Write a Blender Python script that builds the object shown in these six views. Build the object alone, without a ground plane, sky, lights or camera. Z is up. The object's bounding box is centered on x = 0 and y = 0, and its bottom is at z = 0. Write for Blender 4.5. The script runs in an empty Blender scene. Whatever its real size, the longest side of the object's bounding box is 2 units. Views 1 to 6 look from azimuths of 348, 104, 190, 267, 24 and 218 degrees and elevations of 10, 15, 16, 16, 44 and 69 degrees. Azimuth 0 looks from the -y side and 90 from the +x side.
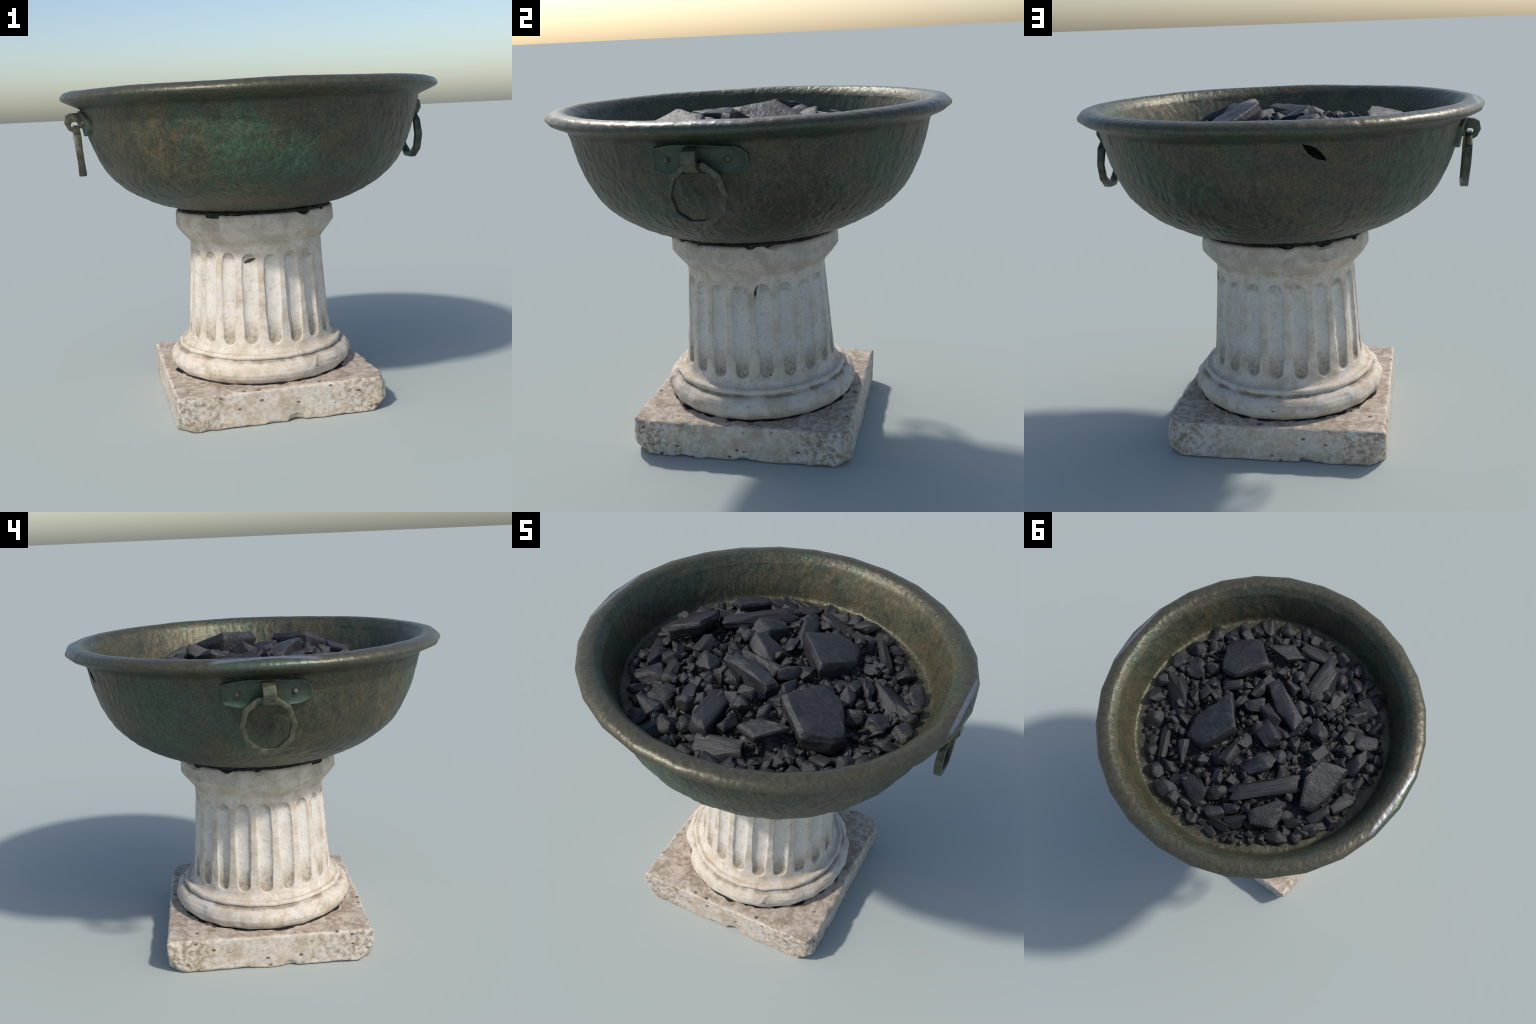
import bpy, bmesh, math, random
import numpy as np
from mathutils import Vector, Matrix, Euler

SEED = 7
rng = random.Random(SEED)
TAU = 2 * math.pi

# ---------------------------------------------------------------- noise
def _hash(ix, iy, iz, seed):
    h = (ix * 374761393 + iy * 668265263 + iz * 2147483647 + seed * 974634777) & 0xFFFFFFFF
    h = ((h ^ (h >> 13)) * 1274126177) & 0xFFFFFFFF
    h = ((h ^ (h >> 16)) * 2246822519) & 0xFFFFFFFF
    return ((h ^ (h >> 15)) & 0xFFFF) / 65535.0

def vnoise(p, seed=0):
    """smooth value noise in -1..1 at the points p (n,3)"""
    p = np.asarray(p, float)
    i = np.floor(p).astype(np.int64)
    f = p - i
    f = f * f * f * (f * (f * 6 - 15) + 10)
    out = 0
    for dx in (0, 1):
        wx = f[:, 0] if dx else 1 - f[:, 0]
        for dy in (0, 1):
            wy = f[:, 1] if dy else 1 - f[:, 1]
            for dz in (0, 1):
                wz = f[:, 2] if dz else 1 - f[:, 2]
                out = out + wx * wy * wz * _hash(i[:, 0] + dx, i[:, 1] + dy, i[:, 2] + dz, seed)
    return out * 2 - 1

def fbm(p, octaves=3, seed=0):
    p = np.asarray(p, float)
    s, a, t = 0, 1.0, 0
    for o in range(octaves):
        s = s + a * vnoise(p * 2 ** o + 17.3 * o, seed + o)
        t += a
        a *= 0.5
    return s / t

# ---------------------------------------------------------------- node helpers
class Nodes:
    def __init__(self, name):
        self.mat = bpy.data.materials.new(name)
        self.mat.use_nodes = True
        self.t = self.mat.node_tree
        self.t.nodes.clear()
        self.out = self.t.nodes.new('ShaderNodeOutputMaterial')
        self.bsdf = self.t.nodes.new('ShaderNodeBsdfPrincipled')
        self.t.links.new(self.bsdf.outputs[0], self.out.inputs[0])
        self.co = self.t.nodes.new('ShaderNodeTexCoord').outputs['Object']

    def link(self, a, b):
        self.t.links.new(a, b)

    def put(self, sock, v):
        if isinstance(v, (int, float)):
            sock.default_value = v
        elif isinstance(v, tuple):
            sock.default_value = v if len(v) == len(sock.default_value) else (*v, 1)
        else:
            self.link(v, sock)

    def mapping(self, scale=(1, 1, 1), rot=(0, 0, 0), loc=(0, 0, 0), src=None):
        n = self.t.nodes.new('ShaderNodeMapping')
        n.inputs['Scale'].default_value = scale
        n.inputs['Rotation'].default_value = rot
        n.inputs['Location'].default_value = loc
        self.link(src or self.co, n.inputs[0])
        return n.outputs[0]

    def noise(self, scale, detail=4, rough=0.55, dist=0.0, vec=None):
        n = self.t.nodes.new('ShaderNodeTexNoise')
        n.inputs['Scale'].default_value = scale
        n.inputs['Detail'].default_value = detail
        n.inputs['Roughness'].default_value = rough
        n.inputs['Distortion'].default_value = dist
        self.link(vec or self.co, n.inputs['Vector'])
        return n.outputs[0]

    def voronoi(self, scale, vec=None, rand=1.0):
        n = self.t.nodes.new('ShaderNodeTexVoronoi')
        n.inputs['Scale'].default_value = scale
        n.inputs['Randomness'].default_value = rand
        self.link(vec or self.co, n.inputs['Vector'])
        return n.outputs['Distance']

    def ramp(self, fac, lo, hi, inv=False):
        n = self.t.nodes.new('ShaderNodeMapRange')
        n.interpolation_type = 'SMOOTHSTEP'
        n.inputs[1].default_value = lo
        n.inputs[2].default_value = hi
        n.inputs[3].default_value = 1.0 if inv else 0.0
        n.inputs[4].default_value = 0.0 if inv else 1.0
        self.link(fac, n.inputs[0])
        return n.outputs[0]

    def mix(self, fac, a, b, mode='MIX'):
        n = self.t.nodes.new('ShaderNodeMix')
        n.data_type = 'RGBA'
        n.blend_type = mode
        self.put(n.inputs[0], fac)
        self.put(n.inputs[6], a)
        self.put(n.inputs[7], b)
        return n.outputs[2]

    def math(self, op, a, b=0.0, c=None):
        n = self.t.nodes.new('ShaderNodeMath')
        n.operation = op
        self.put(n.inputs[0], a)
        self.put(n.inputs[1], b)
        if c is not None:
            self.put(n.inputs[2], c)
        return n.outputs[0]

    def vmath(self, op, a, b=None, scale=None):
        n = self.t.nodes.new('ShaderNodeVectorMath')
        n.operation = op
        self.put(n.inputs[0], a)
        if b is not None:
            self.put(n.inputs[1], b)
        if scale is not None:
            self.put(n.inputs['Scale'], scale)
        return n.outputs['Value'] if op in ('DOT_PRODUCT', 'LENGTH', 'DISTANCE') else n.outputs[0]

    def xyz(self):
        n = self.t.nodes.new('ShaderNodeSeparateXYZ')
        self.link(self.co, n.inputs[0])
        return n.outputs

    def bump(self, h, dist, strength=1.0, prev=None):
        n = self.t.nodes.new('ShaderNodeBump')
        n.inputs['Distance'].default_value = dist
        self.put(n.inputs['Strength'], strength)
        self.link(h, n.inputs['Height'])
        if prev is not None:
            self.link(prev, n.inputs['Normal'])
        return n.outputs[0]

    def blob(self, centre, r0, r1):
        """soft round patch: 1 inside r0, 0 outside r1"""
        return self.ramp(self.vmath('DISTANCE', self.co, tuple(centre)), r0, r1, inv=True)

    def streak(self, a, b, width, ragged=0.0):
        """a tapered stroke from a to b"""
        d = Vector(b) - Vector(a)
        pa = self.vmath('SUBTRACT', self.co, tuple(a))
        t = self.math('DIVIDE', self.vmath('DOT_PRODUCT', pa, tuple(d)), d.length_squared)
        n = self.t.nodes.new('ShaderNodeClamp')
        self.link(t, n.inputs[0])
        t = n.outputs[0]
        off = self.vmath('SUBTRACT', pa, self.vmath('SCALE', tuple(d), scale=t))
        dist = self.vmath('LENGTH', off)
        if ragged:
            dist = self.math('ADD', dist, self.math('MULTIPLY', self.math('SUBTRACT', self.noise(90, 1), 0.5), ragged))
        w = self.math('MULTIPLY', self.math('SINE', self.math('MULTIPLY', t, math.pi)), width)
        return self.math('LESS_THAN', dist, w)

    def done(self, color, rough, normal=None, metal=0.0, spec=0.5):
        b = self.bsdf
        self.put(b.inputs['Base Color'], color)
        self.put(b.inputs['Roughness'], rough)
        self.put(b.inputs['Metallic'], metal)
        self.put(b.inputs['Specular IOR Level'], spec)
        if normal is not None:
            self.link(normal, b.inputs['Normal'])
        return self.mat

SLASH = ((-0.226, 0.866, 1.613), (-0.325, 0.815, 1.533))

def bronze_material():
    m = Nodes('patinated_bronze')
    x, y, z = m.xyz()
    radial = m.vmath('LENGTH', m.vmath('MULTIPLY', m.co, (1, 1, 0)))
    big = m.noise(3.2, 5, 0.6, 0.4)
    mid = m.noise(9.0, 6, 0.65, 0.3, m.mapping(loc=(3, 1, 7)))
    fine = m.noise(42.0, 5, 0.7, 0.0, m.mapping((1, 1, 0.7), loc=(5, 2, 1)))
    olive = (0.048, 0.050, 0.033)
    brown = (0.074, 0.063, 0.037)
    rust = (0.098, 0.060, 0.034)
    green = (0.042, 0.074, 0.048)
    dark = (0.030, 0.036, 0.029)
    c = m.mix(m.ramp(mid, 0.40, 0.62), olive, brown)
    c = m.mix(m.math('MULTIPLY', m.ramp(m.noise(6, 4, 0.6, 0.2, m.mapping(loc=(9, 4, 2))), 0.60, 0.72), 0.6), c, rust)
    gsum = m.math('ADD', m.math('MULTIPLY', big, 0.65), m.math('MULTIPLY', fine, 0.45))
    gm = m.ramp(gsum, 0.50, 0.65)
    gm = m.math('MULTIPLY', gm, 0.85)
    c = m.mix(gm, c, green)
    # the verdigris bloom on the front wall
    bl = m.math('MAXIMUM', m.blob((-0.24, -0.82, 1.45), 0.06, 0.24), m.blob((0.02, -0.84, 1.36), 0.03, 0.17))
    bl = m.math('MULTIPLY', bl, m.ramp(m.math('ADD', m.math('MULTIPLY', mid, 0.5), m.math('MULTIPLY', fine, 0.5)), 0.42, 0.60))
    c = m.mix(m.math('MULTIPLY', bl, 0.85), c, (0.050, 0.112, 0.070))
    # warmer, cleaner brown to the left of it
    bb = m.math('MULTIPLY', m.blob((-0.55, -0.66, 1.42), 0.08, 0.30), m.ramp(mid, 0.36, 0.60))
    c = m.mix(m.math('MULTIPLY', bb, 0.8), c, (0.108, 0.084, 0.046))
    c = m.mix(m.math('MULTIPLY', m.ramp(m.noise(14, 4, 0.6), 0.54, 0.70), 0.55), c, dark)
    lining = m.math('MULTIPLY', m.ramp(z, 1.47, 1.50), m.ramp(m.math('SUBTRACT', radial, m.math('MULTIPLY', z, 0.35)), 0.288, 0.296, inv=True))
    c = m.mix(m.math('MULTIPLY', lining, m.math('MULTIPLY', m.ramp(mid, 0.3, 0.6), 0.5)), c, (0.105, 0.088, 0.050))
    # handled rim: even olive brown
    rim = m.math('MULTIPLY', m.ramp(z, 1.655, 1.69), m.ramp(radial, 0.895, 0.92))
    rimc = m.mix(m.ramp(fine, 0.35, 0.65), (0.068, 0.062, 0.041), (0.098, 0.088, 0.057))
    c = m.mix(m.math('MULTIPLY', rim, 0.85), c, rimc)
    # pale sky reflection painted across the rim above each handle
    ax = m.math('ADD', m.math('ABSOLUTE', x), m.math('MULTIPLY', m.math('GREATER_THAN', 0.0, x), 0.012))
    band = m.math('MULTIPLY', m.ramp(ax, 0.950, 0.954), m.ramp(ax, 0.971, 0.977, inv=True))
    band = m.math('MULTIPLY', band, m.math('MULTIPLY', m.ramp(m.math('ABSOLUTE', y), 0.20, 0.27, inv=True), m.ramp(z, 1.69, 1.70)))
    outer = m.math('MULTIPLY', m.ramp(ax, 0.970, 0.980), m.math('MULTIPLY', m.ramp(m.math('ABSOLUTE', y), 0.16, 0.28, inv=True), m.ramp(z, 1.66, 1.68)))
    c = m.mix(m.math('MULTIPLY', outer, 0.7), c, (0.052, 0.085, 0.060))
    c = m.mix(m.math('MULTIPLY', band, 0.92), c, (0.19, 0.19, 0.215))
    # the floor plate under the coal
    floor = m.math('MULTIPLY', m.ramp(radial, 0.80, 0.82, inv=True), m.math('GREATER_THAN', z, 1.44))
    c = m.mix(m.math('MULTIPLY', floor, 0.8), c, m.mix(m.ramp(mid, 0.4, 0.65), (0.070, 0.064, 0.038), (0.115, 0.105, 0.066)))
    slit = m.streak(*SLASH, 0.019, 0.008)
    c = m.mix(slit, c, (0.0015, 0.0015, 0.0015))
    speck = m.noise(150, 3, 0.6)
    c = m.mix(m.math('MULTIPLY', m.ramp(speck, 0.45, 0.75), 0.35), c, m.mix(0.5, c, (0.15, 0.14, 0.10)))
    gritty = m.noise(85, 6, 0.75, 0.2, m.mapping(loc=(7, 7, 1)))
    c = m.mix(m.math('SUBTRACT', 0.85, m.math('MULTIPLY', rim, 0.6)), c, m.mix(m.ramp(gritty, 0.36, 0.64), (0.58, 0.60, 0.58), (1.42, 1.40, 1.36)), 'MULTIPLY')
    rough = m.math('ADD', 0.34, m.math('MULTIPLY', fine, 0.22))
    rough = m.math('SUBTRACT', rough, m.math('MULTIPLY', rim, 0.10))
    rough = m.math('ADD', rough, m.math('MULTIPLY', slit, 0.4))
    h = m.math('ADD', m.math('MULTIPLY', fine, 0.6), m.math('MULTIPLY', speck, 0.4))
    beaten = m.noise(48, 2, 0.5, 0.6, m.mapping((1, 1, 0.42)))
    nrm = m.bump(beaten, 0.008, m.math('SUBTRACT', 0.42, m.math('MAXIMUM', m.math('MULTIPLY', rim, 0.37), m.math('MULTIPLY', lining, 0.32))))
    return m.done(c, rough, m.bump(h, 0.006, 0.35, nrm), metal=m.math('MULTIPLY', m.math('SUBTRACT', 1.0, slit), 0.35), spec=m.math('MULTIPLY', m.math('SUBTRACT', 1.0, slit), 0.5))

def plate_material():
    m = Nodes('verdigris_plate')
    f = m.noise(38, 5, 0.65)
    b = m.noise(11, 3, 0.6)
    c = m.mix(m.ramp(b, 0.38, 0.62), (0.040, 0.070, 0.048), (0.056, 0.058, 0.040))
    c = m.mix(m.math('MULTIPLY', m.ramp(f, 0.45, 0.65), 0.6), c, (0.055, 0.105, 0.072))
    c = m.mix(m.math('MULTIPLY', m.ramp(m.noise(24, 3, 0.6, 0, m.mapping(loc=(4, 4, 4))), 0.55, 0.7), 0.6), c, (0.034, 0.040, 0.034))
    return m.done(c, 0.5, m.bump(f, 0.004, 0.4), metal=0.3)

def ring_material():
    m = Nodes('worn_bronze')
    f = m.noise(30, 5, 0.65)
    c = m.mix(m.ramp(f, 0.38, 0.62), (0.050, 0.054, 0.037), (0.112, 0.106, 0.072))
    c = m.mix(m.math('MULTIPLY', m.ramp(m.noise(14, 3), 0.55, 0.7), 0.6), c, (0.045, 0.080, 0.056))
    return m.done(c, 0.40, m.bump(f, 0.004, 0.4), metal=0.45)

def marble_material(name, flutes=False, plinth=False):
    m = Nodes(name)
    x, y, z = m.xyz()
    big = m.noise(3.5, 4, 0.55, 0.2)
    mid = m.noise(12, 5, 0.62, 0.3)
    fine = m.noise(55, 5, 0.7)
    pale = (0.63, 0.56, 0.475)
    cream = (0.535, 0.45, 0.35)
    tan = (0.42, 0.335, 0.25)
    stain = (0.235, 0.185, 0.135)
    grey = (0.60, 0.585, 0.545)
    c = m.mix(m.ramp(mid, 0.40, 0.62), pale, cream)
    c = m.mix(m.math('MULTIPLY', m.ramp(m.noise(7, 4, 0.6, 0.2, m.mapping(loc=(2, 5, 1))), 0.50, 0.66), 0.6), c, grey)
    c = m.mix(m.math('MULTIPLY', m.ramp(m.math('ADD', m.math('MULTIPLY', big, 0.5), m.math('MULTIPLY', mid, 0.5)), 0.52, 0.66), 0.55), c, tan)
    if flutes:
        # soil that has washed down into the foot of each flute, and a little at the head
        radial = m.vmath('LENGTH', m.vmath('MULTIPLY', m.co, (1, 1, 0)))
        face = m.math('SUBTRACT', 0.4245, m.math('MULTIPLY', z, 0.074))   # fillet radius against height
        inset = m.math('SUBTRACT', face, radial)
        deep = m.math('MULTIPLY', m.ramp(inset, 0.003, 0.009), m.ramp(z, 0.33, 0.36))
        deep = m.math('MULTIPLY', deep, m.ramp(z, 0.86, 0.88, inv=True))
        low = m.ramp(m.math('ADD', z, m.math('MULTIPLY', mid, 0.22)), 0.48, 0.64, inv=True)
        high = m.math('MULTIPLY', m.ramp(m.math('ADD', z, m.math('MULTIPLY', mid, 0.1)), 0.84, 0.89), 0.7)
        dirt = m.math('MULTIPLY', deep, m.math('MAXIMUM', low, high))
        dirt = m.math('MULTIPLY', dirt, m.math('ADD', 0.45, m.math('MULTIPLY', m.ramp(fine, 0.35, 0.65), 0.5)))
        c = m.mix(m.math('MULTIPLY', m.math('SUBTRACT', deep, m.math('MULTIPLY', deep, low)), 0.55), c, (0.66, 0.635, 0.59))
        c = m.mix(dirt, c, (0.24, 0.195, 0.135))
        # weathered grey-tan capital
        cap = m.math('MULTIPLY', m.ramp(z, 0.86, 0.93), m.math('ADD', 0.35, m.math('MULTIPLY', m.ramp(mid, 0.40, 0.62), 0.5)))
        c = m.mix(cap, c, (0.44, 0.385, 0.315))
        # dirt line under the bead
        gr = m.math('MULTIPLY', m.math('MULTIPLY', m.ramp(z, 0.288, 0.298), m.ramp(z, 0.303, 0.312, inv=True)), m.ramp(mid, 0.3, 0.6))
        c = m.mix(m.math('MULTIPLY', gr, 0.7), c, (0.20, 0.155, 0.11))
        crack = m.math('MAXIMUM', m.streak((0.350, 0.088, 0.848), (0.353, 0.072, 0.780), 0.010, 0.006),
                       m.streak((-0.143, -0.318, 0.797), (-0.074, -0.347, 0.823), 0.011, 0.003))
        for k in range(9):
            a = math.radians(rng.uniform(-180, 180))
            zz = rng.choice((rng.uniform(0.34, 0.40), rng.uniform(0.42, 0.80), rng.uniform(0.24, 0.30)))
            rr = 0.41 - 0.06 * zz if zz > 0.32 else 0.50
            a2 = a + rng.uniform(-0.12, 0.12)
            z2 = zz + rng.uniform(-0.04, 0.04)
            crack = m.math('MAXIMUM', crack, m.streak((rr * math.cos(a), rr * math.sin(a), zz), (rr * math.cos(a2), rr * math.sin(a2), z2), 0.0035, 0.003))
        c = m.mix(m.math('MULTIPLY', crack, 0.92), c, (0.02, 0.02, 0.02))
    if plinth:
        geo = m.t.nodes.new('ShaderNodeNewGeometry')
        sep = m.t.nodes.new('ShaderNodeSeparateXYZ')
        m.link(geo.outputs['Normal'], sep.inputs[0])
        # trodden dust and lichen lie on the upper face
        top = m.math('MULTIPLY', m.ramp(sep.outputs[2], 0.72, 0.94), m.ramp(z, 0.14, 0.165))
        grain = m.noise(26, 6, 0.72, 0.5, m.mapping((1, 1, 0.5)))
        dust = m.mix(m.ramp(grain, 0.38, 0.64), (0.26, 0.205, 0.155), (0.53, 0.435, 0.355))
        c = m.mix(m.math('MULTIPLY', top, m.math('ADD', 0.6, m.math('MULTIPLY', m.ramp(mid, 0.35, 0.6), 0.35))), c, dust)
        # coarse grain toward the corners of the sides
        side = m.math('SUBTRACT', 1.0, top)
        co = m.ramp(m.math('ADD', m.math('MINIMUM', m.math('ABSOLUTE', x), m.math('ABSOLUTE', y)), m.math('MULTIPLY', m.math('SUBTRACT', mid, 0.5), 0.5)), 0.20, 0.42)
        patch = m.math('MULTIPLY', m.ramp(m.noise(38, 5, 0.7, 0.3), 0.42, 0.62), m.math('ADD', 0.30, m.math('MULTIPLY', co, 0.58)))
        c = m.mix(m.math('MULTIPLY', side, patch), c, (0.25, 0.19, 0.125))
        pit = m.ramp(m.voronoi(14, m.mapping((1, 1, 1.6), loc=(0.3, 0.1, 0.7))), 0.12, 0.19, inv=True)
        pit = m.math('MULTIPLY', pit, m.ramp(m.noise(5, 2, 0.5, 0, m.mapping(loc=(1, 8, 3))), 0.42, 0.52))
        c = m.mix(m.math('MULTIPLY', pit, 0.85), c, (0.07, 0.052, 0.038))
    c = m.mix(m.math('MULTIPLY', m.ramp(fine, 0.50, 0.72), 0.45), c, stain)
    pits = m.ramp(m.voronoi(34), 0.07, 0.13, inv=True)
    pits = m.math('MULTIPLY', pits, m.ramp(m.noise(9, 3), 0.50, 0.60))
    c = m.mix(m.math('MULTIPLY', pits, 0.6), c, (0.13, 0.10, 0.075))
    h = m.math('SUBTRACT', m.math('ADD', m.math('MULTIPLY', fine, 0.5), m.math('MULTIPLY', mid, 0.5)), m.math('MULTIPLY', pits, 0.6))
    return m.done(c, 0.78, m.bump(h, 0.010, 0.35), spec=0.25)

def coal_material():
    m = Nodes('charcoal')
    grain = m.noise(4, 5, 0.65, 0.3, m.mapping((1, 3.0, 3.0)))
    patch = m.noise(2.6, 4, 0.65, 0.4)
    fine = m.noise(14, 4, 0.7)
    info = m.t.nodes.new('ShaderNodeObjectInfo')
    c = m.mix(m.ramp(grain, 0.38, 0.66), (0.0165, 0.0165, 0.0180), (0.034, 0.0335, 0.0345))
    c = m.mix(m.math('MULTIPLY', m.ramp(patch, 0.50, 0.68), 0.55), c, (0.056, 0.055, 0.055))
    c = m.mix(m.math('MULTIPLY', m.ramp(fine, 0.58, 0.75), 0.4), c, (0.070, 0.068, 0.067))
    c = m.mix(m.math('MULTIPLY', info.outputs['Random'], 0.40), c, (0.016, 0.0165, 0.0185))
    rough = m.math('ADD', 0.34, m.math('MULTIPLY', patch, 0.34))
    return m.done(c, rough, m.bump(m.math('ADD', grain, m.math('MULTIPLY', patch, 1.2)), 0.03, 0.30), spec=0.5)

def rubble_material():
    m = Nodes('charcoal_rubble')
    a = m.noise(14, 5, 0.7)
    b = m.noise(70, 4, 0.7)
    c = m.mix(m.ramp(a, 0.38, 0.66), (0.019, 0.019, 0.0205), (0.044, 0.043, 0.043))
    c = m.mix(m.math('MULTIPLY', m.ramp(b, 0.55, 0.75), 0.5), c, (0.072, 0.070, 0.068))
    return m.done(c, 0.52, m.bump(b, 0.006, 0.4), spec=0.45)

def near_black_material():
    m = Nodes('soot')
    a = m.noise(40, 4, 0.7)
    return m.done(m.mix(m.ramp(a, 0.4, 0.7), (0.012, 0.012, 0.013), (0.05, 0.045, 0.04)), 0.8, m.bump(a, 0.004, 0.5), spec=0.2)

BRONZE, PLATE, RING = bronze_material(), plate_material(), ring_material()
SHAFT_STONE = marble_material('weathered_marble', flutes=True)
PLINTH_STONE = marble_material('pitted_marble', plinth=True)
COAL, RUBBLE, NEAR_BLACK = coal_material(), rubble_material(), near_black_material()

# ---------------------------------------------------------------- object helpers
def empty(name, parent=None, loc=(0, 0, 0)):
    o = bpy.data.objects.new(name, None)
    bpy.context.scene.collection.objects.link(o)
    o.location = loc
    o.parent = parent
    return o

def mesh_object(name, verts, faces, mat, parent=None, normals=None, smooth=True):
    me = bpy.data.meshes.new(name)
    me.from_pydata([tuple(v) for v in verts], [], [tuple(f) for f in faces])
    me.polygons.foreach_set('use_smooth', [smooth] * len(me.polygons))
    me.materials.append(mat)
    me.update()
    if normals is not None:
        me.normals_split_custom_set_from_vertices([tuple(n) for n in normals])
    o = bpy.data.objects.new(name, me)
    bpy.context.scene.collection.objects.link(o)
    o.parent = parent
    return o

def resample(profile, step):
    """polyline of (r, z) control points, evenly refined"""
    out = []
    for (r0, z0), (r1, z1) in zip(profile, profile[1:]):
        n = max(1, int(round(math.hypot(r1 - r0, z1 - z0) / step)))
        out += [(r0 + (r1 - r0) * k / n, z0 + (z1 - z0) * k / n) for k in range(n)]
    return np.array(out + [profile[-1]])

def smooth_profile(profile, step):
    """Catmull-Rom through the control points, then evenly refined"""
    p = np.array([profile[0]] + list(profile) + [profile[-1]], float)
    fine = []
    for i in range(1, len(p) - 2):
        for t in np.linspace(0, 1, 12, endpoint=False):
            a, b, c, d = p[i - 1], p[i], p[i + 1], p[i + 2]
            fine.append(0.5 * ((2 * b) + (c - a) * t + (2 * a - 5 * b + 4 * c - d) * t * t + (3 * b - a - 3 * c + d) * t ** 3))
    fine.append(p[-1])
    fine = np.array(fine)
    fine[:, 0] = np.maximum(fine[:, 0], 0.0005)
    s = np.concatenate([[0], np.cumsum(np.hypot(*np.diff(fine, axis=0).T))])
    n = int(s[-1] / step)
    t = np.linspace(0, s[-1], n + 1)
    return np.stack([np.interp(t, s, fine[:, 0]), np.interp(t, s, fine[:, 1])], -1)

def grid_normals(P):
    du = np.roll(P, -1, 1) - np.roll(P, 1, 1)
    dv = np.gradient(P, axis=0)
    n = np.cross(du, dv)
    return n / np.maximum(np.linalg.norm(n, axis=2, keepdims=True), 1e-9)

def grid_part(name, P, N, r0, r1, mat, parent):
    """the rows r0..r1 of a closed-around grid as one object"""
    rows, cols = r1 - r0 + 1, P.shape[1]
    V = P[r0:r1 + 1].reshape(-1, 3)
    n = N[r0:r1 + 1].reshape(-1, 3)
    j = np.arange(cols)
    k = (j + 1) % cols
    F = np.concatenate([np.stack([i * cols + j, i * cols + k, (i + 1) * cols + k, (i + 1) * cols + j], -1) for i in range(rows - 1)])
    return mesh_object(name, V, F, mat, parent, n)

def facet(theta, sides, phase=0.0):
    """radius factor of a regular polygon with its corners on the unit circle"""
    w = TAU / sides
    a = (theta - phase) % w - w / 2
    return np.cos(w / 2) / np.cos(a)

brazier = empty('brazier')
brazier['label'] = 'patinated bronze fire bowl on short fluted marble column'
brazier['category'] = 'brazier'

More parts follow.
